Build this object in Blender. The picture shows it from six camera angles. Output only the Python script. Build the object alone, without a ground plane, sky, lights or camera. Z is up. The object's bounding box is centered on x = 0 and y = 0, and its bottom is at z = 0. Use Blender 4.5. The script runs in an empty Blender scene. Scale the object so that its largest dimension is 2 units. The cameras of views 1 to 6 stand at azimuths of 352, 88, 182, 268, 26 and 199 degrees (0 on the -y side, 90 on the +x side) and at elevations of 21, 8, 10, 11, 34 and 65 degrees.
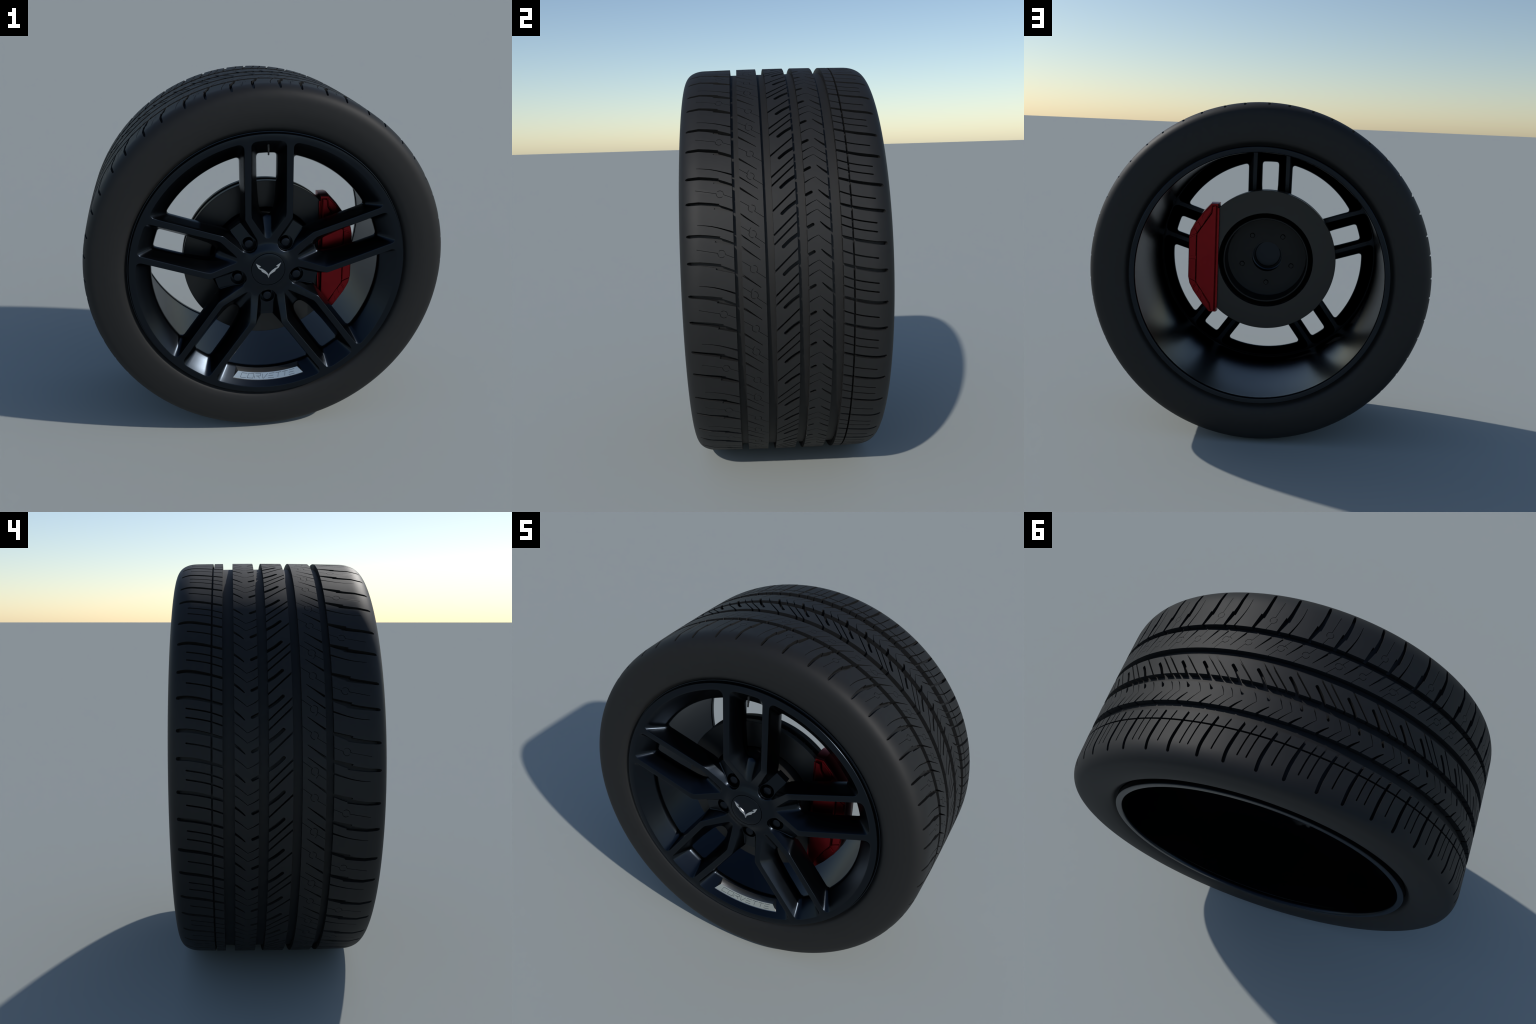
# Sports-car wheel: ribbed-slot tyre, black five-fork alloy rim, vented brake disc, red caliper.
# Axis of rotation runs along y through (0, *, 1).  Outer (street) side faces -y.
import bpy, math, random
import numpy as np
from mathutils import Vector, Matrix
from mathutils.geometry import delaunay_2d_cdt

random.seed(4)
D2R = math.pi / 180.0

# ------------------------------------------------------------------ materials
def material(name, base, rough, metallic=0.0, spec=0.5, grain=0.0, grain_scale=60.0,
             bump=0.0, coat=0.0, coat_rough=0.1):
    m = bpy.data.materials.new(name)
    m.use_nodes = True
    nt = m.node_tree
    b = nt.nodes["Principled BSDF"]
    b.inputs["Base Color"].default_value = (*base, 1)
    b.inputs["Roughness"].default_value = rough
    b.inputs["Metallic"].default_value = metallic
    b.inputs["Specular IOR Level"].default_value = spec
    b.inputs["Coat Weight"].default_value = coat
    b.inputs["Coat Roughness"].default_value = coat_rough
    if grain > 0 or bump > 0:
        tc = nt.nodes.new("ShaderNodeTexCoord")
        n = nt.nodes.new("ShaderNodeTexNoise")
        n.inputs["Scale"].default_value = grain_scale
        n.inputs["Detail"].default_value = 5
        nt.links.new(tc.outputs["Object"], n.inputs["Vector"])
        r = nt.nodes.new("ShaderNodeValToRGB")
        r.color_ramp.elements[0].position = 0.3
        r.color_ramp.elements[1].position = 0.7
        r.color_ramp.elements[0].color = (*[c * (1 - grain) for c in base], 1)
        r.color_ramp.elements[1].color = (*[c * (1 + grain) for c in base], 1)
        nt.links.new(n.outputs["Fac"], r.inputs["Fac"])
        nt.links.new(r.outputs["Color"], b.inputs["Base Color"])
        if bump > 0:
            bp = nt.nodes.new("ShaderNodeBump")
            bp.inputs["Strength"].default_value = bump
            bp.inputs["Distance"].default_value = 0.002
            nt.links.new(n.outputs["Fac"], bp.inputs["Height"])
            nt.links.new(bp.outputs["Normal"], b.inputs["Normal"])
    return m

M_RUBBER = material("tyre_rubber", (0.0118, 0.0118, 0.0120), 0.60, spec=0.35, grain=0.06, grain_scale=35)
M_RIM = material("black_gloss_paint", (0.0218, 0.0270, 0.0345), 0.27, metallic=1.0, spec=0.5, grain=0.03, grain_scale=8)
M_DISC = material("dark_cast_iron", (0.0128, 0.0140, 0.0148), 0.40, spec=0.5, grain=0.06, grain_scale=25)
M_HAT = material("dark_disc_hat", (0.0120, 0.0128, 0.0135), 0.55, spec=0.3, grain=0.05, grain_scale=25)
M_RED = material("red_caliper_paint", (0.225, 0.0140, 0.0180), 0.33, metallic=1.0, spec=0.5, grain=0.04, grain_scale=20)
M_CHROME = material("satin_chrome", (0.75, 0.76, 0.78), 0.16, metallic=1.0)
M_PLATE = material("brushed_silver", (0.62, 0.61, 0.585), 0.30, metallic=1.0)  # silver warmed and greyed so the badge shows ground reflection, less blue sky
M_INK = material("dark_engraving", (0.05, 0.06, 0.075), 0.4)
M_NUT = material("black_nut", (0.021, 0.0255, 0.034), 0.35, metallic=1.0)
M_NEAR_BLACK = material("near_black_matt", (0.0008, 0.0008, 0.0009), 0.9, spec=0.05)  # near-black, matt colour of the ring between disc hat and friction plates
M_STEM = material("rubber_stem", (0.012, 0.012, 0.012), 0.4)

# ------------------------------------------------------------------ scene tree
ROOT = bpy.data.objects.new("car_wheel", None)
bpy.context.scene.collection.objects.link(ROOT)
ROOT.location = (0, 0, 0)
ROOT["label"] = "black five-fork alloy car wheel with slick-walled tyre and red brake caliper"
ROOT["category"] = "car wheel"

def add_object(name, verts, faces, mat, parent, smooth_angle=None, loop_normals=None, crisp=None):
    me = bpy.data.meshes.new(name)
    me.from_pydata([tuple(v) for v in verts], [], [tuple(int(i) for i in f) for f in faces])
    me.materials.append(mat)
    if loop_normals is not None:
        me.shade_smooth()
        me.update(calc_edges=True)
        if crisp is not None:                       # faces whose borders are hard edges
            hard = set()
            for p in me.polygons:
                if crisp[p.index]: hard.update(p.edge_keys)
            att = me.attributes.new("sharp_edge", "BOOLEAN", "EDGE")
            att.data.foreach_set("value", [tuple(sorted(e.vertices)) in hard for e in me.edges])
        me.normals_split_custom_set([tuple(n) for n in loop_normals])
    elif smooth_angle is not None:
        me.shade_smooth()
        me.set_sharp_from_angle(angle=smooth_angle * D2R)
    me.update()
    ob = bpy.data.objects.new(name, me)
    bpy.context.scene.collection.objects.link(ob)
    ob.parent = parent
    return ob

def recalc(ob):
    import bmesh
    bm = bmesh.new(); bm.from_mesh(ob.data)
    bmesh.ops.remove_doubles(bm, verts=bm.verts, dist=1e-6)
    bmesh.ops.recalc_face_normals(bm, faces=bm.faces)
    bm.to_mesh(ob.data); bm.free(); ob.data.update()
    return ob

def lathe(profile, segments=180, closed=True, cx=0.0, cz=1.0):
    """Revolve (radius, y) points about the y axis through (cx, cz)."""
    v, f = [], []
    n = len(profile)
    for k in range(segments):
        a = 2 * math.pi * k / segments
        c, s = math.cos(a), math.sin(a)
        v += [(cx + r * c, y, cz + r * s) for r, y in profile]
    m = n if closed else n - 1
    for k in range(segments):
        k2 = (k + 1) % segments
        for i in range(m):
            j = (i + 1) % n
            f.append((k * n + i, k * n + j, k2 * n + j, k2 * n + i))
    return v, f

# ------------------------------------------------------------------ tyre section
SECTION = [(0.0, 1.0), (0.1, 0.9998), (0.2, 0.9989), (0.28, 0.9977), (0.34, 0.9966), (0.371, 0.9950),
           (0.402, 0.9872), (0.428, 0.9710), (0.4440, 0.9450), (0.4505, 0.9130), (0.4535, 0.8800),
           (0.4533, 0.8500), (0.4507, 0.8250), (0.4470, 0.8060), (0.4425, 0.7930), (0.4375, 0.7830),
           (0.4310, 0.7755), (0.4240, 0.7695), (0.4170, 0.7630), (0.4110, 0.7545)]

def spline_curve(points, per=12):
    """Natural cubic spline through 2-D points, chord-length parameter, densely sampled."""
    p = np.array(points, float)
    h = np.linalg.norm(np.diff(p, axis=0), axis=1)
    t = np.concatenate([[0], np.cumsum(h)])
    n = len(p)
    A = np.zeros((n, n)); R = np.zeros((n, 2))
    A[0, 0] = 1; A[-1, -1] = 1
    for i in range(1, n - 1):
        A[i, i - 1] = h[i - 1]; A[i, i] = 2 * (h[i - 1] + h[i]); A[i, i + 1] = h[i]
        R[i] = 6 * ((p[i + 1] - p[i]) / h[i] - (p[i] - p[i - 1]) / h[i - 1])
    m = np.linalg.solve(A, R)
    out = []
    for i in range(n - 1):
        for k in range(per):
            x = h[i] * k / per
            a = (m[i + 1] - m[i]) / (6 * h[i]); b = m[i] / 2
            c = (p[i + 1] - p[i]) / h[i] - h[i] * (2 * m[i] + m[i + 1]) / 6
            out.append(p[i] + c * x + b * x * x + a * x ** 3)
    out.append(p[-1])
    return np.array(out)

SEC = spline_curve(SECTION, 14)
SEC_T = np.gradient(SEC, axis=0)
SEC_T /= np.linalg.norm(SEC_T, axis=1)[:, None]
SEC_N = np.stack([-SEC_T[:, 1], SEC_T[:, 0]], 1)          # outward (y, r)
TREAD_EDGE = 0.428
I_EDGE = int(np.argmin(np.abs(SEC[:, 0] - TREAD_EDGE) + (SEC[:, 1] < 0.96) * 9))
TREAD_EDGE = float(SEC[I_EDGE, 0])

def section_at(y):
    """radius and outward normal (ny, nr) of the tread surface at lateral position y."""
    a = abs(y)
    ys = SEC[:I_EDGE + 1, 0]
    r = np.interp(a, ys, SEC[:I_EDGE + 1, 1])
    ny = np.interp(a, ys, SEC_N[:I_EDGE + 1, 0]); nr = np.interp(a, ys, SEC_N[:I_EDGE + 1, 1])
    l = math.hypot(ny, nr)
    return r, math.copysign(ny / l, y if y != 0 else 1) if a > 1e-9 else 0.0, nr / l

# ------------------------------------------------------------------ tread pattern, one pitch of 14.4 degrees
PITCH = 14.4
REPEATS = 25
PHASE = 165.6
GRID_PHI = 10

def smooth_line(pts, n=6):
    if len(pts) < 3:
        return [tuple(p) for p in pts]
    q = spline_curve([(a * D2R, b) for a, b in pts], n)
    return [(x / D2R, y) for x, y in q]

def stroke(pts, widths, round_start=False, round_end=False):
    """Outline polygon of a line with varying width; pts are (degrees, y)."""
    p = np.array([(a * D2R, b) for a, b in pts])
    u = np.linspace(0, 1, len(p))
    w = np.interp(u, np.linspace(0, 1, len(widths)), widths) / 2
    d = np.diff(p, axis=0); d /= np.linalg.norm(d, axis=1)[:, None]
    nrm = np.stack([-d[:, 1], d[:, 0]], 1)
    L, R = [], []
    for i in range(len(p)):
        if i == 0: n = nrm[0]; k = 1
        elif i == len(p) - 1: n = nrm[-1]; k = 1
        else:
            n = nrm[i - 1] + nrm[i]; n /= np.linalg.norm(n); k = 1 / max(0.4, n @ nrm[i])
        L.append(p[i] + n * w[i] * k); R.append(p[i] - n * w[i] * k)
    def cap(c, dr, n, r):
        return [c + r * (math.cos(a) * n + math.sin(a) * dr) for a in np.linspace(0, math.pi, 8)[1:-1]]
    poly = list(L)
    if round_end: poly += cap(p[-1], d[-1], nrm[-1], w[-1])
    poly += R[::-1]
    if round_start: poly += cap(p[0], -d[0], -nrm[0], w[0])
    return [(x / D2R, y) for x, y in poly]

G = []                                   # (polygon, depth)
RIB_GROOVES = [(0.1776, 0.2252), (0.0398, 0.0806), (-0.0950, -0.0575), (-0.2226, -0.1908)]
MAIN_DEPTH, SLOT, FINE, SIPE = 0.028, 0.0275, 0.0250, 0.007
SHOULDER = 0.0225

def add(pts, widths, depth, rs=False, re=False, smooth=True):
    G.append((stroke(smooth_line(pts) if smooth else pts, widths, rs, re), depth))

# inner shoulder (+y): wide lateral grooves, thin ones between, one thin ring groove
for shift in (0.0, 6.56):
    add([(-2.43 + shift, 0.4055), (-2.37 + shift, 0.3674), (-2.08 + shift, 0.3298),
         (-1.34 + shift, 0.2726), (-0.36 + shift, 0.215)], [0.0150, 0.0158, 0.0160, 0.0130, 0.0105], SHOULDER, rs=True)
for s in (0.57, 6.82, 8.97):
    add([(s, 0.3705), (s + 0.53, 0.3128), (s + 1.05, 0.2734), (s + 2.2, 0.217)], [0.0064, 0.0062, 0.0064, 0.0066], FINE, rs=True)
# chevron rib
for s in (-1.67, 0.65, 6.54):
    add([(s - 2.55, 0.182), (s - 1.25, 0.1513), (s, 0.1261)], [0.0058, 0.0032, 0.0016], SIPE + 0.003)
    add([(s, 0.1263), (s - 0.64, 0.103), (s - 1.62, 0.077)], [0.0016, 0.0032, 0.0060], SIPE + 0.003)
for s in (3.12, 9.66):
    add([(s - 2.25, 0.182), (s - 1.15, 0.1578), (s, 0.1366)], [0.0105, 0.0080, 0.0042], SLOT, re=True)
for s in (2.62, 9.08):
    add([(s, 0.1055), (s - 0.95, 0.0740)], [0.0130, 0.0130], SLOT, rs=True, smooth=False)
# diagonal rib
for s in (-2.55, 3.93):
    add([(s + 0.1, -0.0198), (s + 1.55, 0.0075), (s + 3.1, 0.046)], [0.0140, 0.0142, 0.0140], SLOT, rs=True)
for s in (3.53, 9.82, 12.07):
    add([(s + 0.55, 0.0495), (s - 5.9, -0.0675)], [0.0064, 0.0074], SLOT, smooth=False)
# sipe rib
for s, w in ((1.11, 0.0105), (3.97, 0.0072), (8.99, 0.0095)):
    add([(s, -0.1158), (s + 1.55, -0.1530), (s + 3.35, -0.197)], [0.0024, w * 0.55, w], FINE)

def ring_sipe(c, r, left, right):
    """hair-line sipe that runs into a broken circle (wear gauge) and out again."""
    cx, cy = c
    def arc(a0, a1):
        return [(cx + r * math.cos(a) / D2R, cy + r * math.sin(a)) for a in np.linspace(a0, a1, 12)]
    al = math.atan2(left[-1][1] - cy, (left[-1][0] - cx) * D2R)
    ar = math.atan2(right[0][1] - cy, (right[0][0] - cx) * D2R)
    w = [0.0021]
    add(left, w, SIPE, smooth=False); add(right, w, SIPE, smooth=False)
    add(arc(al, al - 2.5), w, SIPE, smooth=False)
    add(arc(ar, ar - 2.5), w, SIPE, smooth=False)

ring_sipe((-1.01, -0.1431), 0.0152, [(-3.25, -0.094), (-1.66, -0.1330)], [(-0.40, -0.1545), (1.1, -0.196)])
ring_sipe((7.22, -0.1437), 0.0152, [(4.9, -0.094), (6.57, -0.1340)], [(7.82, -0.1550), (9.35, -0.195)])
add([(7.93, -0.1606), (8.81, -0.1489)], [0.0018], SIPE, smooth=False)
# outer shoulder (-y): stepped lateral grooves
STEP = [(-1.98, -0.2150), (-1.41, -0.2581), (-0.86, -0.3000), (-0.55, -0.2963), (-0.14, -0.3271), (0.15, -0.3608),
        (0.29, -0.4060), (0.36, -0.4130), (0.54, -0.4175), (0.80, -0.4175), (0.98, -0.4130), (1.05, -0.4060), (1.02, -0.3606), (0.76, -0.3157), (0.42, -0.2759),
        (0.16, -0.2778), (-0.45, -0.2489), (-1.25, -0.2150)]
for shift in (0.0, 6.49):
    G.append(([(a + shift, b) for a, b in STEP], SHOULDER))
ring_sipe((2.81, -0.2732), 0.0152, [(1.7, -0.217), (2.66, -0.2580)], [(2.98, -0.2882), (3.93, -0.3751)])
add([(7.70, -0.217), (8.68, -0.2661), (9.46, -0.32), (9.75, -0.3698)], [0.0076, 0.0052, 0.0034, 0.0018], FINE)

# ------------------------------------------------------------------ tread: planar triangulation, then wrap and sink the grooves
def build_tread():
    verts, faces, depth = [], [], []
    def push(poly, d):
        area = sum(a[0] * b[1] - b[0] * a[1] for a, b in zip(poly, poly[1:] + poly[:1]))
        if area < 0: poly = poly[::-1]
        i0 = len(verts); verts.extend(poly); faces.append(list(range(i0, i0 + len(poly)))); depth.append(d)
    P = PITCH * D2R
    # frame with matched grid points on both cut sides
    rows = sorted(set([0.0, 0.02, 0.10, 0.128, 0.155, 0.25, 0.29, 0.315, 0.34, 0.355, 0.366, 0.376, 0.385, 0.393,
                       0.400, 0.406, 0.412, 0.418, 0.423, TREAD_EDGE]))
    ally = sorted(set([-y for y in rows] + rows))
    frame = [(0.0, y) for y in ally[::-1]] + [(P * k / GRID_PHI, -TREAD_EDGE) for k in range(1, GRID_PHI)] + \
            [(P, y) for y in ally] + [(P * k / GRID_PHI, TREAD_EDGE) for k in range(GRID_PHI - 1, 0, -1)]
    push(frame, 0.0)
    for lo, hi in RIB_GROOVES:
        push([(-0.02, lo), (P + 0.02, lo), (P + 0.02, hi), (-0.02, hi)], MAIN_DEPTH)
    push([(-0.02, 0.2655), (P + 0.02, 0.2655), (P + 0.02, 0.2732), (-0.02, 0.2732)], FINE)
    for poly, d in G:
        for s in (-2, -1, 0, 1, 2):
            q = [((a + s * PITCH) * D2R, b) for a, b in poly]
            if max(x for x, _ in q) < -1e-4 or min(x for x, _ in q) > P + 1e-4: continue
            push(q, d)
    for k in range(1, GRID_PHI):
        for y in ally[1:-1]:
            verts.append((P * k / GRID_PHI, y))
    for k in range(1, GRID_PHI):                       # keep rib-groove edges round
        for lo, hi in RIB_GROOVES:
            verts.append((P * k / GRID_PHI, lo)); verts.append((P * k / GRID_PHI, hi))
    for lo, hi in RIB_GROOVES:
        pass
    r = delaunay_2d_cdt([Vector(v) for v in verts], [], faces, 0, 1e-6)
    pv = [(v.x, v.y) for v in r[0]]
    tris, td = [], []
    for f, org in zip(r[2], r[5]):
        if 0 not in org: continue
        tris.append(list(f)); td.append(max(depth[o] for o in org))
    return pv, tris, td

def wrap(x, y, d):
    rad, ny, nr = section_at(y)
    return x, y - ny * d, rad - nr * d, ny, nr          # phi, y, r, normal

def make_tread(parent):
    pv, tris, td = build_tread()
    P = PITCH * D2R
    key, V, N = {}, [], []
    def vid(i, d):
        k = (i, d)
        if k not in key:
            x, y = pv[i]
            key[k] = len(V)
            ph, yy, rr, ny, nr = wrap(x, y, d)
            V.append((ph, yy, rr)); N.append((ny, nr))
        return key[k]
    F, wall = [], []
    edges = {}
    for t, d in zip(tris, td):
        F.append([vid(i, d) for i in t]); wall.append(False)
        for a, b in zip(t, t[1:] + t[:1]):
            edges.setdefault((min(a, b), max(a, b)), []).append((a, b, d))
    for es in edges.values():
        if len(es) == 2 and abs(es[0][2] - es[1][2]) > 1e-9:
            hi, lo = (es[0], es[1]) if es[0][2] < es[1][2] else (es[1], es[0])
            a, b = hi[0], hi[1]
            F.append([vid(b, hi[2]), vid(a, hi[2]), vid(a, lo[2]), vid(b, lo[2])]); wall.append(True)
    V = np.array(V); N = np.array(N)
    verts, faces, normals = [], [], []
    nv = len(V)
    for k in range(REPEATS):
        ph = V[:, 0] + (PHASE + k * PITCH) * D2R
        c, s = np.cos(ph), np.sin(ph)
        verts.append(np.stack([V[:, 2] * c, V[:, 1], 1 + V[:, 2] * s], 1))
        nn = np.stack([N[:, 1] * c, N[:, 0], N[:, 1] * s], 1)
        vv = verts[-1]
        for f, w in zip(F, wall):
            p = vv[f]
            g = np.cross(p[1] - p[0], p[2] - p[0])
            if np.linalg.norm(g) < 1e-13 and len(f) == 4: g = np.cross(p[2] - p[0], p[3] - p[0])
            l = np.linalg.norm(g)
            if not w:
                if g @ nn[f[0]] < 0: f = f[::-1]
                faces.append([i + k * nv for i in f]); normals += [nn[i] for i in f]
            else:
                faces.append([i + k * nv for i in f]); normals += [g / max(l, 1e-12)] * len(f)
    verts = np.concatenate(verts)
    return add_object("tread", verts, faces, M_RUBBER, parent, loop_normals=normals, crisp=wall * REPEATS)

def make_sidewall(sign, parent):
    pts = SEC[I_EDGE:]; nor = SEC_N[I_EDGE:]
    idx = [0] + list(range(4, len(pts), 4))
    if idx[-1] != len(pts) - 1: idx.append(len(pts) - 1)
    pts, nor = pts[idx], nor[idx]
    seg = REPEATS * GRID_PHI
    v, f, nrm = [], [], []
    n = len(pts)
    vn = []
    for k in range(seg):
        a = (PHASE + 360.0 * k / seg) * D2R
        c, s = math.cos(a), math.sin(a)
        for (y, r), (ny, nr) in zip(pts, nor):
            v.append((r * c, sign * y, 1 + r * s)); vn.append((nr * c, sign * ny, nr * s))
    for k in range(seg):
        k2 = (k + 1) % seg
        for i in range(n - 1):
            q = (k * n + i, k2 * n + i, k2 * n + i + 1, k * n + i + 1)
            if sign > 0: q = q[::-1]
            f.append(q); nrm += [vn[j] for j in q]
    return add_object("sidewall", v, f, M_RUBBER, parent, loop_normals=nrm)

TYRE = bpy.data.objects.new("tyre", None)
bpy.context.scene.collection.objects.link(TYRE); TYRE.parent = ROOT
make_tread(TYRE)
make_sidewall(-1, TYRE)
make_sidewall(1, TYRE)

# ------------------------------------------------------------------ alloy wheel face
FRONT_Y = -0.445
FACE_PROFILE = [(0.0, -0.415), (0.094, -0.4150), (0.108, -0.4125), (0.128, -0.4040), (0.148, -0.3965), (0.165, -0.3960),
                (0.200, -0.4040), (0.300, -0.4365), (0.326, -0.4437), (0.340, -0.4450), (0.760, -0.4450)]
FP = np.array(FACE_PROFILE)
def face_y(r):
    return float(np.interp(r, FP[:, 0], FP[:, 1]))

def resample(pts, n):
    p = np.array(pts, float)
    d = np.concatenate([[0], np.cumsum(np.linalg.norm(np.diff(p, axis=0), axis=1))])
    t = np.linspace(0, d[-1], n + 1)
    return np.stack([np.interp(t, d, p[:, 0]), np.interp(t, d, p[:, 1])], 1)

def bezier(a, b, c, n=8):
    a, b, c = map(np.array, (a, b, c))
    return [tuple((1 - t) ** 2 * a + 2 * t * (1 - t) * b + t * t * c) for t in np.linspace(0, 1, n + 1)]

def on_arc(r, w):                      # point at radius r, lateral offset w
    return (w, math.sqrt(r * r - w * w))

def fork_to_bolt(w, t):                # fork-axis coordinates -> neighbouring bolt-axis coordinates
    r = math.hypot(w, t); a = math.atan2(w, t)
    a = 36 * D2R - a
    return (r * math.sin(a), r * math.cos(a))

def arc_pts(r, a0, a1, n):
    return [(r * math.sin(a), r * math.cos(a)) for a in np.linspace(a0, a1, n + 1)]

def half_ring(pieces):
    """pieces: list of (front polyline, back polyline, back y, samples). Returns full mirrored rings."""
    F, B, Y = [], [], []
    for k, (f, b, y, n) in enumerate(pieces):
        rf, rb = resample(f, n), resample(b, n)
        yy = np.linspace(y[0], y[1], n + 1)
        s = 0 if k == 0 else 1
        F += list(rf[s:]); B += list(rb[s:]); Y += list(yy[s:])
    F, B = np.array(F), np.array(B)
    m = np.array([-1, 1])
    F = np.concatenate([F, (F * m)[-2:0:-1]]); B = np.concatenate([B, (B * m)[-2:0:-1]])
    Y = np.array(Y + Y[-2:0:-1])
    return F, B, Y

WALL_R, OPEN_R = 0.633, 0.7195
BACK_Y = -0.346
EDGE_DEPTH = 0.013
# pocket inside one fork (two arms): window in its outer part, sloping floor to the hub
fa = on_arc(OPEN_R, 0.058); ba = on_arc(WALL_R, 0.040)
POCKET = half_ring([
    ([(0, 0.172), (0.010, 0.174), (0.017, 0.182)], [(0, 0.292), (0.014, 0.295), (0.025, 0.303)], (BACK_Y, BACK_Y), 5),
    ([(0.017, 0.182), (0.088, 0.296), (0.093, 0.306)], [(0.025, 0.303), (0.036, 0.325), (0.043, 0.356)], (BACK_Y, BACK_Y), 9),
    ([(0.093, 0.306), (0.0950, 0.320), (0.0925, 0.686)], [(0.043, 0.355), (0.047, 0.400), (0.0525, 0.480), (0.0535, 0.610)], (BACK_Y, BACK_Y), 14),
    (bezier((0.0925, 0.686), (0.0925, 0.714), fa), bezier((0.0535, 0.610), (0.0535, 0.630), ba), (BACK_Y, BACK_Y), 6),
    (arc_pts(OPEN_R, math.asin(0.058 / OPEN_R), 0, 6), arc_pts(WALL_R, math.asin(0.040 / WALL_R), 0, 6), (BACK_Y, BACK_Y), 5)])
# window between two forks, with the wheel-nut pad at its hub end
PAD_Y, PAD_END, PAD_W = -0.356, 0.293, 0.034
def pad_height(t):
    return float(np.interp(t, [0.130, 0.172, 0.198, PAD_END], [-0.3865, -0.3810, -0.3765, -0.3580]))
A0 = fork_to_bolt(0.1275, 0.36); A1 = fork_to_bolt(0.128, 0.670)
B0 = fork_to_bolt(0.143, 0.313); B1 = fork_to_bolt(0.1455, 0.592)
ang_f = math.atan2(*fork_to_bolt(*on_arc(OPEN_R, 0.166))); ang_b = math.atan2(*fork_to_bolt(*on_arc(WALL_R, 0.168)))
cf = fork_to_bolt(*on_arc(OPEN_R, 0.128)); cb = fork_to_bolt(*on_arc(WALL_R, 0.146))
GAP = half_ring([
    ([(0, 0.1275), (0.022, 0.132), (0.040, 0.148), (0.052, 0.164)], [(0, 0.1300), (0.022, 0.1362), (0.036, 0.150), (0.0425, 0.172)], (PAD_Y, PAD_Y), 8),
    ([(0.052, 0.164), (0.0705, 0.303)], [(0.0425, 0.172), (0.0385, 0.192), (PAD_W, 0.212), (PAD_W, PAD_END)], (PAD_Y, PAD_Y), 8),
    ([(0.0705, 0.303), (0.0735, 0.318), A0], [(PAD_W, PAD_END), B0], (PAD_Y, BACK_Y), 5),
    ([A0, A1], [B0, B1], (BACK_Y, BACK_Y), 14),
    (bezier(A1, cf, (OPEN_R * math.sin(ang_f), OPEN_R * math.cos(ang_f))), bezier(B1, cb, (WALL_R * math.sin(ang_b), WALL_R * math.cos(ang_b))), (BACK_Y, BACK_Y), 7),
    (arc_pts(OPEN_R, ang_f, 0, 16), arc_pts(WALL_R, ang_b, 0, 16), (BACK_Y, BACK_Y), 14)])
GAP_FLOOR = 16                         # the first 2 x 16 ring points bound the pad
for i in list(range(GAP_FLOOR + 1)) + list(range(len(GAP[2]) - GAP_FLOOR, len(GAP[2]))):
    GAP[2][i] = pad_height(GAP[1][i][1])

def rotate(p, axis):                   # local (w, t) -> world (x, z-1); axis angle in degrees
    a = axis * D2R
    return np.stack([p[:, 1] * math.cos(a) + p[:, 0] * math.sin(a), p[:, 1] * math.sin(a) - p[:, 0] * math.cos(a)], 1)

def away(ring):
    """unit normals of a closed ring pointing away from its inside."""
    d = np.roll(ring, -1, 0) - np.roll(ring, 1, 0)
    d /= np.linalg.norm(d, axis=1)[:, None]
    n = np.stack([d[:, 1], -d[:, 0]], 1)
    x, y = ring[:, 0], ring[:, 1]
    area = np.sum(x * np.roll(y, -1) - np.roll(x, -1) * y)
    return n if area > 0 else -n

def region_mesh(outer, holes, extra):
    """triangulate the region inside `outer` and outside `holes` (all 2-D rings)."""
    verts, faces = [], []
    for ring in [outer] + holes:
        x, y = ring[:, 0], ring[:, 1]
        if np.sum(x * np.roll(y, -1) - np.roll(x, -1) * y) < 0: ring = ring[::-1]
        i0 = len(verts); verts += [Vector(p) for p in ring]; faces.append(list(range(i0, len(verts))))
    verts += [Vector(p) for p in extra]
    r = delaunay_2d_cdt(verts, [], faces, 0, 1e-7)
    tri = [list(f) for f, o in zip(r[2], r[5]) if o == [0]]
    return np.array([(v.x, v.y) for v in r[0]]), tri

def inside(poly, p):
    x, y = p; c = False
    j = len(poly) - 1
    for i in range(len(poly)):
        if (poly[i][1] > y) != (poly[j][1] > y) and x < (poly[j][0] - poly[i][0]) * (y - poly[i][1]) / (poly[j][1] - poly[i][1]) + poly[i][0]:
            c = not c
        j = i
    return c

class Builder:
    def __init__(self): self.v, self.f, self.k = [], [], {}
    def p(self, x, y, z):
        k = (round(x, 5), round(y, 5), round(z, 5))
        if k not in self.k: self.k[k] = len(self.v); self.v.append((x, y, z))
        return self.k[k]
    def face(self, idx):
        q = []
        for i in idx:
            if i not in q: q.append(i)
        if len(q) > 2: self.f.append(q)

def circle(r, n, cx=0, cz=0):
    a = np.arange(n) * 2 * math.pi / n
    return np.stack([cx + r * np.cos(a), cz + r * np.sin(a)], 1)

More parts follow.
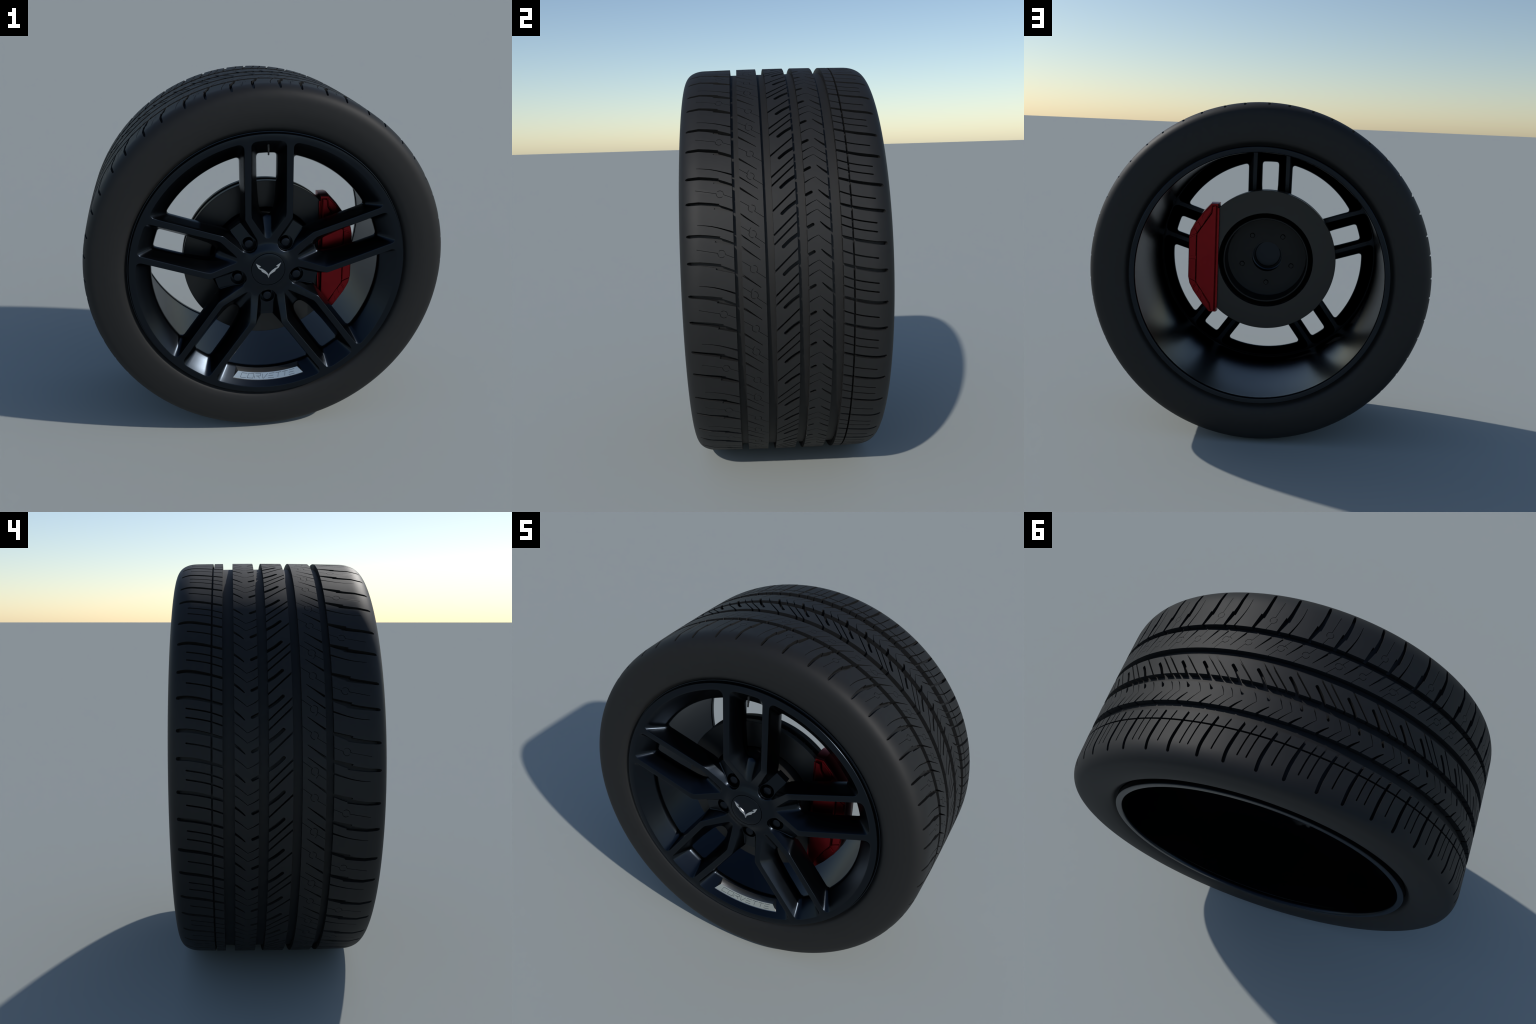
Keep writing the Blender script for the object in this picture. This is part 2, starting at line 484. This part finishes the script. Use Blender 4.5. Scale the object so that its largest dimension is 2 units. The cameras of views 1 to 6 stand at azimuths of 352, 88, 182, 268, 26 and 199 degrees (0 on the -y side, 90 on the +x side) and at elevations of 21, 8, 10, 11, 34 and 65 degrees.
def build_face():
    b = Builder()
    e = 0.0035
    CAP_R, OUT_R, SEGS = 0.0945, 0.7500, 180
    openings = [(POCKET, 90 + 72 * k, False) for k in range(5)] + [(GAP, -90 + 72 * k, True) for k in range(5)]
    front_holes, back_holes, pads = [circle(CAP_R, 60)], [circle(0.10, 60)], []
    for (F, B, Y), axis, is_gap in openings:
        f2, b2 = rotate(F, axis), rotate(B, axis)
        nf, nb = away(f2), away(b2)
        n = len(f2)
        yf = np.array([face_y(math.hypot(*q)) for q in f2])
        F3 = np.stack([f2[:, 0], yf, f2[:, 1]], 1)
        B3 = np.stack([b2[:, 0], Y, b2[:, 1]], 1)
        d = B3 - F3; L = np.linalg.norm(d, axis=1)[:, None]; d = d / L
        n3 = np.stack([nf[:, 0], 0 * yf, nf[:, 1]], 1)
        rings = []
        ra = f2 + nf * e
        front_holes.append(ra)
        yr = np.array([face_y(math.hypot(*q)) for q in ra])
        rings.append(np.stack([ra[:, 0], yr, ra[:, 1]], 1))
        for t in (0.33, 0.66, 1.0):                      # rounded front edge
            w1, w2 = (1 - t) ** 2, t * t
            q = F3 + n3 * e * w1 + d * e * w2
            q[:, 1] = q[:, 1] + (yr - yf) * w1
            rings.append(q)
        for lat, dep in ((0.30, 0.267), (0.60, 0.534), (0.86, 0.765), (0.94, 0.85)):   # side wall, steeper near its foot
            q = F3 + (B3 - F3) * lat
            q[:, 1] = F3[:, 1] + (B3 - F3)[:, 1] * dep
            rings.append(q)
        nb3 = np.stack([nb[:, 0], 0 * Y, nb[:, 1]], 1)
        rings.append(B3 + np.array([0, 0.0012, 0]))
        if is_gap: deep = np.full((n, 1), 0.004); deep[GAP_FLOOR + 2:n - GAP_FLOOR - 1] = EDGE_DEPTH
        else: deep = np.full((n, 1), EDGE_DEPTH)
        rings.append(B3 + np.array([0, 1.0, 0]) * (deep - 0.002))
        rings.append(B3 + nb3 * 0.0015 + np.array([0, 1.0, 0]) * deep)
        rings.append(B3 + nb3 * 0.0045 + np.array([0, 1.0, 0]) * deep)   # edge thickness, then back of the shell
        rb = f2 + nf * 0.0045
        back_holes.append(rb)
        yb = np.array([face_y(math.hypot(*q)) + 0.010 for q in rb])
        rings.append(np.stack([rb[:, 0], yb, rb[:, 1]], 1))
        ids = [[b.p(q[0], q[1], 1 + q[2]) for q in r] for r in rings]
        for ra_, rb_ in zip(ids, ids[1:]):
            for i in range(n):
                j = (i + 1) % n
                b.face([ra_[i], ra_[j], rb_[j], rb_[i]])
    # front skin
    outer = circle(OUT_R, SEGS)
    def interior(radii, holes, margin):
        pts = []
        for r in radii:
            for k in range(120):
                a = (k + 0.5) * 3 * D2R
                q = (r * math.cos(a), r * math.sin(a))
                ok = True
                for h in holes:
                    dd = np.min(np.linalg.norm(h - np.array(q), axis=1))
                    if dd < margin or (inside(h, q)): ok = False; break
                if ok: pts.append(q)
        return pts
    rad = (0.101, 0.108, 0.118, 0.128, 0.138, 0.148, 0.157, 0.165, 0.18, 0.20, 0.23, 0.26, 0.30, 0.326, 0.34)
    pts, tri = region_mesh(outer, front_holes, interior(rad, front_holes, 0.005))
    for t in tri:
        b.face([b.p(pts[i][0], face_y(math.hypot(*pts[i])), 1 + pts[i][1]) for i in t])
    pts, tri = region_mesh(circle(OUT_R, SEGS), back_holes, interior((0.16, 0.2, 0.25, 0.3, 0.34), back_holes, 0.006))
    for t in tri:
        b.face([b.p(pts[i][0], face_y(math.hypot(*pts[i])) + 0.010, 1 + pts[i][1]) for i in t][::-1])
    # wheel-nut pads with bored holes
    F, B, Y = GAP
    k = 16
    half = B[:k + 1]
    poly = np.concatenate([half, (half * np.array([-1, 1]))[:0:-1]])
    for s in range(5):
        axis = -90 + 72 * s
        p2 = rotate(poly, axis)
        ax = np.array([math.cos(axis * D2R), math.sin(axis * D2R)])
        level = lambda q: pad_height(float(np.dot(q, ax))) + 0.0012
        hole = rotate(circle(0.0405, 32, 0, 0.172), axis)
        pp, tri = region_mesh(p2, [hole], [])
        for t in tri:
            b.face([b.p(pp[i][0], level(pp[i]), 1 + pp[i][1]) for i in t])
        h0 = [b.p(q[0], level(q), 1 + q[1]) for q in hole]
        h1 = [b.p(q[0], -0.339, 1 + q[1]) for q in hole]
        for i in range(32):
            b.face([h0[i], h0[(i + 1) % 32], h1[(i + 1) % 32], h1[i]])
        b.face(h1)
        e0 = rotate(np.array([(-PAD_W, PAD_END), (PAD_W, PAD_END)]), axis)
        b.face([b.p(e0[0][0], level(e0[0]), 1 + e0[0][1]), b.p(e0[1][0], level(e0[1]), 1 + e0[1][1]),
                b.p(e0[1][0], -0.318, 1 + e0[1][1]), b.p(e0[0][0], -0.318, 1 + e0[0][1])])
    # centre bore behind the cap
    for (r0, y0), (r1, y1) in (((CAP_R, face_y(CAP_R)), (CAP_R, -0.409)), ((CAP_R, -0.409), (0.070, -0.409))):
        c0, c1 = circle(r0, 60), circle(r1, 60)
        for i in range(60):
            j = (i + 1) % 60
            b.face([b.p(c0[i][0], y0, 1 + c0[i][1]), b.p(c0[j][0], y0, 1 + c0[j][1]), b.p(c1[j][0], y1, 1 + c1[j][1]), b.p(c1[i][0], y1, 1 + c1[i][1])])
    # outer flange and barrel, revolved on the same 180 divisions
    prof = [(OUT_R, FRONT_Y), (0.7530, -0.4442), (0.7548, -0.4420), (0.7555, -0.4385), (0.7565, -0.4260), (0.7590, -0.4230), (0.7630, -0.4220), (0.7650, -0.4190), (0.7650, -0.385),
            (0.740, -0.37), (0.738, -0.1), (0.738, 0.25), (0.740, 0.37), (0.751, 0.385), (0.7520, 0.4385), (0.7510, 0.4425),
            (0.7480, 0.4445), (0.7260, 0.4445), (0.7225, 0.4435), (0.7200, 0.4405), (0.7185, 0.4340), (0.7180, 0.4240), (0.7185, 0.4160), (0.7222, 0.4120),
            (0.7225, 0.38), (0.7225, 0.28), (0.7235, 0.12), (0.7235, -0.05), (0.7235, -0.20), (0.7235, -0.36), (0.7270, -0.405),
            (0.7370, -0.428), (OUT_R, FRONT_Y + 0.010)]
    for k2 in range(SEGS):
        a0, a1 = 2 * math.pi * k2 / SEGS, 2 * math.pi * (k2 + 1) / SEGS
        for (r0, y0), (r1, y1) in zip(prof, prof[1:]):
            b.face([b.p(r0 * math.cos(a0), y0, 1 + r0 * math.sin(a0)), b.p(r1 * math.cos(a0), y1, 1 + r1 * math.sin(a0)),
                    b.p(r1 * math.cos(a1), y1, 1 + r1 * math.sin(a1)), b.p(r0 * math.cos(a1), y0, 1 + r0 * math.sin(a1))])
    return b

def split_face(b):
    """one casting: shade as a whole, then cut into rim, spokes and hub that share border vertices and normals."""
    ob = add_object("casting", b.v, b.f, M_RIM, ROOT)
    import bmesh
    bm = bmesh.new(); bm.from_mesh(ob.data)
    bmesh.ops.recalc_face_normals(bm, faces=bm.faces)
    bm.to_mesh(ob.data); bm.free()
    me = ob.data
    me.shade_smooth(); me.set_sharp_from_angle(angle=32 * D2R); me.update()
    cn = [tuple(c.vector) for c in me.corner_normals]
    groups = {}
    for p in me.polygons:
        c = p.center
        r = math.hypot(c.x, c.z - 1); a = math.degrees(math.atan2(c.z - 1, c.x))
        if r > 0.697 or c.y > -0.30: g = ("rim", 0)
        elif r < 0.20: g = ("hub", 0)
        elif r > 0.628 and min(abs((a + 90 - 72 * k + 180) % 360 - 180) for k in range(5)) < 19.0: g = ("rim", 0)
        else: g = ("spoke", int(round((a - 90) / 72.0)) % 5)
        groups.setdefault(g, []).append(p)
    parts = {}
    for (name, k), polys in sorted(groups.items()):
        idx, V, F, NN = {}, [], [], []
        for p in polys:
            f = []
            for li in p.loop_indices:
                vi = me.loops[li].vertex_index
                if vi not in idx: idx[vi] = len(V); V.append(tuple(me.vertices[vi].co))
                f.append(idx[vi]); NN.append(cn[li])
            F.append(f)
        parts[(name, k)] = add_object(name, V, F, M_RIM, WHEEL, loop_normals=NN)
    bpy.data.objects.remove(ob, do_unlink=True)
    return parts

WHEEL = bpy.data.objects.new("alloy_wheel", None)
bpy.context.scene.collection.objects.link(WHEEL); WHEEL.parent = ROOT
PARTS = split_face(build_face())

# hub boss behind the face (bolts against the disc) and centre bore tube
v, f = lathe([(0.118, -0.3175), (0.262, -0.3175), (0.262, -0.3205), (0.118, -0.3205)], 120)
recalc(add_object("hub_boss", v, f, M_RIM, WHEEL, 30))
v, f = lathe([(0.118, -0.3165), (0.120, -0.3165), (0.121, -0.385), (0.105, -0.4085), (0.000001, -0.4085), (0.000001, -0.4060), (0.080, -0.4060), (0.085, -0.4060), (0.0870, -0.4065), (0.088, -0.4078), (0.104, -0.4078), (0.118, -0.382)], 90)
recalc(add_object("centre_bore", v, f, M_RIM, WHEEL, 30))

# centre cap with a winged V emblem
v, f = lathe([(0.000001, -0.4185), (0.060, -0.4183), (0.0885, -0.4170), (0.0912, -0.4158), (0.0925, -0.4130), (0.0925, -0.4085), (0.000001, -0.4085)], 96)
CAP = recalc(add_object("centre_cap", v, f, M_RIM, WHEEL, 30))

def plate(name, outline, y0, y1, inset, mat, parent, lift=None):
    """thin raised badge: outline (x, z offset) extruded from y0 to y1 with a bevelled rim."""
    o = np.array(outline, float)
    n = away(o)
    i = o - n * inset
    N = len(o)
    V = [(p[0], y0, 1 + p[1]) for p in o] + [(p[0], (y0 + y1) / 2, 1 + p[1]) for p in o] + [(p[0], y1, 1 + p[1]) for p in i]
    F = [tuple(range(2 * N, 3 * N))]
    for k in range(2):
        for a in range(N):
            c = (a + 1) % N
            F.append((k * N + a, k * N + c, (k + 1) * N + c, (k + 1) * N + a))
    return recalc(add_object(name, V, F, mat, parent, 20))

WING = [(0.0, -0.0480), (0.0075, -0.0298), (0.0171, -0.0224), (0.0370, -0.0098), (0.0410, -0.0008), (0.0565, 0.0102), (0.0635, 0.0234),
        (0.0697, 0.0418), (0.0440, 0.0258), (0.0408, 0.0190), (0.0510, 0.0200), (0.0450, 0.0127), (0.0365, 0.0115), (0.0170, -0.0030), (0.0050, -0.0165), (0.0, -0.0250)]
plate("emblem_wing", WING, -0.4175, -0.4245, 0.0012, M_CHROME, WHEEL)
plate("emblem_wing", [(-x, z) for x, z in WING][::-1], -0.4175, -0.4245, 0.0012, M_CHROME, WHEEL)

# wheel nuts
def nut_mesh():
    prof = [(0.000001, -0.3790), (0.0195, -0.3790), (0.0228, -0.3772), (0.0240, -0.3735), (0.0245, -0.345), (0.0285, -0.338), (0.0290, -0.326), (0.000001, -0.326)]
    return lathe(prof, 30, cx=0, cz=0)
v, f = nut_mesh()
nut = recalc(add_object("wheel_nut", v, f, M_NUT, WHEEL, 30))
for k in range(5):
    o = nut if k == 0 else nut.copy()
    if k: bpy.context.scene.collection.objects.link(o); o.parent = WHEEL
    a = (-90 + 72 * k) * D2R
    o.location = (0.172 * math.cos(a), 0, 1 + 0.172 * math.sin(a))

# valve stem in the top pocket
def tube(name, path, radii, mat, parent, seg=16):
    V, F = [], []
    P = [Vector(p) for p in path]
    for i, p in enumerate(P):
        t = (P[min(i + 1, len(P) - 1)] - P[max(i - 1, 0)]).normalized()
        s = t.cross(Vector((1, 0, 0))).normalized(); u = t.cross(s)
        for k in range(seg):
            a = 2 * math.pi * k / seg
            V.append(p + (s * math.cos(a) + u * math.sin(a)) * radii[i])
    for i in range(len(P) - 1):
        for k in range(seg):
            F.append((i * seg + k, i * seg + (k + 1) % seg, (i + 1) * seg + (k + 1) % seg, (i + 1) * seg + k))
    F.append(tuple(range(seg))); F.append(tuple(range((len(P) - 1) * seg, len(P) * seg)))
    return recalc(add_object(name, V, F, mat, parent, 40))
tube("valve_stem", [(0, -0.410, 1.696), (0, -0.414, 1.675), (0, -0.4165, 1.660), (0, -0.4166, 1.659), (0, -0.419, 1.639), (0, -0.4192, 1.637)],
     [0.0075, 0.0060, 0.0056, 0.0046, 0.0046, 0.0032], M_STEM, WHEEL)

# ------------------------------------------------------------------ silver name badge on the lower rim wall
BADGE_HALF = 17.3
def badge_pt(ang, r, y):
    a = (-90 + ang) * D2R
    return (r * math.cos(a), y, 1 + r * math.sin(a))
def make_badge():
    n = 28
    rows = [(0.6385, -0.355, 16.6), (0.6400, -0.3650, 16.45), (0.6505, -0.3950, 15.45), (0.6518, -0.3975, 15.40), (0.6895, -0.4145, 17.25), (0.6910, -0.4175, 17.35), (0.695, -0.412, 17.35)]
    V, F = [], []
    for r, y, h in rows:
        V += [badge_pt(h * (2 * k / n - 1), r, y) for k in range(n + 1)]
    m = n + 1
    for i in range(len(rows) - 1):
        for k in range(n):
            F.append((i * m + k, i * m + k + 1, (i + 1) * m + k + 1, (i + 1) * m + k))
    for k in (0, n):
        F.append([i * m + k for i in range(len(rows))])
    ob = recalc(add_object("badge", V, F, M_PLATE, WHEEL, 20))
    return ob
BADGE = make_badge()

# wide slanted letters of the badge as raised strokes on a unit box (0..1 wide, 0..1 high)
LETTERS = {
    "C": [[(1.0, 1.0), (0.0, 1.0), (0.0, 0.0), (1.0, 0.0)]],
    "O": [[(0.0, 0.0), (0.0, 1.0), (1.0, 1.0), (1.0, 0.0), (0.0, 0.0)]],
    "R": [[(0.0, 1.0), (1.0, 1.0), (1.0, 0.5), (0.25, 0.5)], [(0.0, 0.55), (0.0, 0.0)], [(0.5, 0.5), (1.0, 0.0)]],
    "V": [[(0.0, 1.0), (0.3, 0.0), (0.45, 0.0), (1.0, 1.0)]],
    "E": [[(1.0, 1.0), (0.0, 1.0)], [(0.0, 0.5), (0.85, 0.5)], [(0.0, 0.0), (1.0, 0.0)]],
    "T": [[(0.0, 1.0), (1.0, 1.0)], [(0.5, 1.0), (0.5, 0.0)]],
}
def make_lettering(word, parent):
    span = 27.6
    adv = span / len(word)
    V, F = [], []
    for i, ch in enumerate(word):
        for line in LETTERS[ch]:
            q = []
            for (x0, z0), (x1, z1) in zip(line, line[1:]):
                q += [(x0 + (x1 - x0) * t, z0 + (z1 - z0) * t) for t in (0, 0.25, 0.5, 0.75)]
            q.append(line[-1])
            P = []
            for x, z in q:
                ang = -span / 2 + adv * (i + 0.09 + 0.80 * x) + (z - 0.5) * 0.55
                P.append((ang * D2R * 0.67, z * 0.0235))
            P = np.array(P)
            for a, b2 in zip(P, P[1:]):
                d = b2 - a; l = np.linalg.norm(d)
                if l < 1e-9: continue
                d /= l; nn = np.array([-d[1], d[0]]) * 0.00105
                a2, b3 = a - d * 0.0006, b2 + d * 0.0006
                base = len(V)
                for lift in (-0.001, 0.0007):
                    for c in (a2 + nn, b3 + nn, b3 - nn, a2 - nn):
                        r = 0.6822 - c[1]
                        y = -0.3975 - (r - 0.6518) / (0.6895 - 0.6518) * 0.0170 - lift
                        V.append(badge_pt(c[0] / 0.67 / D2R, r - lift * 0.4, y))
                F += [(base + 4, base + 5, base + 6, base + 7), (base, base + 1, base + 5, base + 4), (base + 1, base + 2, base + 6, base + 5),
                      (base + 2, base + 3, base + 7, base + 6), (base + 3, base, base + 4, base + 7)]
    ob = add_object("lettering", V, F, M_INK, parent)
    ob["kind"] = "stuff"
    return ob
make_lettering("CORVETTE", WHEEL)

# ------------------------------------------------------------------ brake disc
DISC = bpy.data.objects.new("brake_disc", None)
bpy.context.scene.collection.objects.link(DISC); DISC.parent = ROOT
def ring_plate(name, r0, r1, y0, y1, mat, c=0.002):
    v, f = lathe([(r0 + c, y0), (r1 - c, y0), (r1, y0 + c), (r1, y1 - c), (r1 - c, y1), (r0 + c, y1), (r0, y1 - c), (r0, y0 + c)], 180)
    return recalc(add_object(name, v, f, mat, DISC, 35))
ring_plate("friction_plate", 0.308, 0.4568, -0.253, -0.222, M_DISC)
ring_plate("friction_plate", 0.308, 0.4568, -0.187, -0.158, M_DISC)
VV, FF = [], []
for k in range(48):                                        # cooling vanes between the plates
    a = 2 * math.pi * k / 48
    c, s = math.cos(a), math.sin(a)
    b0 = len(VV)
    for y in (-0.223, -0.186):
        for r, t in ((0.312, -0.004), (0.436, -0.004), (0.436, 0.004), (0.312, 0.004)):
            VV.append((r * c - t * s, y, 1 + r * s + t * c))
    FF += [(b0, b0 + 1, b0 + 5, b0 + 4), (b0 + 1, b0 + 2, b0 + 6, b0 + 5), (b0 + 2, b0 + 3, b0 + 7, b0 + 6), (b0 + 3, b0, b0 + 4, b0 + 7)]
ring_plate("inner_web", 0.2785, 0.309, -0.2235, -0.2050, M_NEAR_BLACK)
vane = add_object("cooling_vane", VV, FF, M_DISC, DISC); vane["kind"] = "stuff"

def make_hat():
    b = Builder()
    seg = 120
    prof = [(0.252, -0.300), (0.262, -0.296), (0.266, -0.286), (0.267, -0.170), (0.269, -0.1655), (0.276, -0.165), (0.279, -0.168), (0.279, -0.292), (0.272, -0.308), (0.256, -0.3165), (0.100, -0.3165), (0.100, -0.300)]
    for k in range(seg):
        a0, a1 = 2 * math.pi * k / seg, 2 * math.pi * (k + 1) / seg
        for (r0, y0), (r1, y1) in zip(prof, prof[1:]):
            b.face([b.p(r0 * math.cos(a0), y0, 1 + r0 * math.sin(a0)), b.p(r1 * math.cos(a0), y1, 1 + r1 * math.sin(a0)),
                    b.p(r1 * math.cos(a1), y1, 1 + r1 * math.sin(a1)), b.p(r0 * math.cos(a1), y0, 1 + r0 * math.sin(a1))])
    holes = [circle(0.100, seg)]
    for k in range(5):
        a = (-90 + 72 * k) * D2R
        holes.append(circle(0.0178, 24, 0.173 * math.cos(a), 0.173 * math.sin(a)))
    pts, tri = region_mesh(circle(0.252, seg), holes, [])
    for t in tri:
        b.face([b.p(pts[i][0], -0.300, 1 + pts[i][1]) for i in t])
    for h in holes[1:]:
        c = h.mean(axis=0)
        rim = [(1.0, -0.300), (0.98, -0.310), (0.80, -0.310), (0.80, -0.292), (0.70, -0.289)]
        ids = [[b.p(c[0] + (q[0] - c[0]) * k, y, 1 + c[1] + (q[1] - c[1]) * k) for q in h] for k, y in rim]
        for r0, r1 in zip(ids, ids[1:]):
            for i in range(24):
                b.face([r0[i], r0[(i + 1) % 24], r1[(i + 1) % 24], r1[i]])
        b.face(ids[-1])
    return recalc(add_object("disc_hat", b.v, b.f, M_HAT, DISC, 35))
make_hat()

# ------------------------------------------------------------------ red caliper
CAL = bpy.data.objects.new("brake_caliper", None)
bpy.context.scene.collection.objects.link(CAL); CAL.parent = ROOT
OUT_HALF = [(0.316, 0.357), (0.361, 0.357), (0.412, 0.300), (0.468, 0.222), (0.494, 0.172), (0.503, 0.128)]
def mirrored(h):
    return h + [(x, -z) for x, z in h[::-1]]
def prism(name, outline, levels, mat, parent, angle=25):
    """levels: list of (y, inset) rings from front to back; caps both ends."""
    o = np.array(outline, float)
    n = away(o); N = len(o)
    V, F = [], []
    for y, ins in levels:
        q = o - n * ins
        V += [(p[0], y, 1 + p[1]) for p in q]
    for k in range(len(levels) - 1):
        for a in range(N):
            c = (a + 1) % N
            F.append((k * N + a, k * N + c, (k + 1) * N + c, (k + 1) * N + a))
    F.append(tuple(range(N))[::-1]); F.append(tuple(range((len(levels) - 1) * N, len(levels) * N)))
    return recalc(add_object(name, V, F, mat, parent, angle))
OUT = mirrored(OUT_HALF)
# bridge over the disc edge
def arc_in(z):
    return math.sqrt(0.462 ** 2 - z * z)
BR = OUT_HALF + [(x, -z) for x, z in OUT_HALF[::-1]] + [(arc_in(z), z) for z in np.linspace(-0.337, 0.337, 19)]
prism("bridge", BR, [(-0.258, 0.001), (-0.245, -0.003), (-0.225, -0.006), (-0.180, -0.006), (-0.160, -0.003), (-0.147, 0.001)], M_RED, CAL)
PLATEAU_HALF = [(0.3225, 0.345), (0.352, 0.345), (0.358, 0.300), (0.452, 0.160)]
for front in (True, False):
    s = -1 if front else 1
    y_in = -0.2555 if front else -0.1555        # next to the disc
    y_edge = -0.266 if front else -0.142
    y_top = -0.288 if front else -0.117
    prism("half_shell", OUT, [(y_in, 0.0), (y_edge + s * 0.003, 0.0), (y_edge + s * 0.005, 0.002)], M_RED, CAL)
    prism("face_plate", mirrored(PLATEAU_HALF), [(y_edge - s * 0.004, -0.004), (y_edge + s * 0.004, -0.002), (y_top - s * 0.004, 0.002), (y_top, 0.007)], M_RED, CAL)
    # raised facets between plate and outer edge, separated by slots
    facets = [[(0.4545, 0.148), (0.498, 0.129), (0.500, 0.010), (0.4545, 0.010)],
              [(0.4500, 0.1690), (0.470, 0.196), (0.489, 0.170), (0.496, 0.140), (0.4560, 0.1570)],
              [(0.4260, 0.2040), (0.442, 0.236), (0.466, 0.212), (0.466, 0.202), (0.4460, 0.1745)],
              [(0.3610, 0.305), (0.358, 0.350), (0.406, 0.297), (0.420, 0.268), (0.4060, 0.2340)]]
    for fc in facets:
        for m in (1, -1):
            q = [(x, m * z) for x, z in fc]
            prism("facet", q, [(y_edge - s * 0.003, 0.0), (y_edge + s * 0.008, 0.0), (y_edge + s * 0.010, 0.002)], M_RED, CAL)
    # brake pad edge showing along the straight side
    prism("brake_pad", [(0.3085, 0.33), (0.330, 0.33), (0.330, -0.33), (0.3085, -0.33)],
          [(-0.266, 0.001), (-0.2545, 0.0)] if front else [(-0.1565, 0.0), (-0.136, 0.001)], M_RED, CAL)
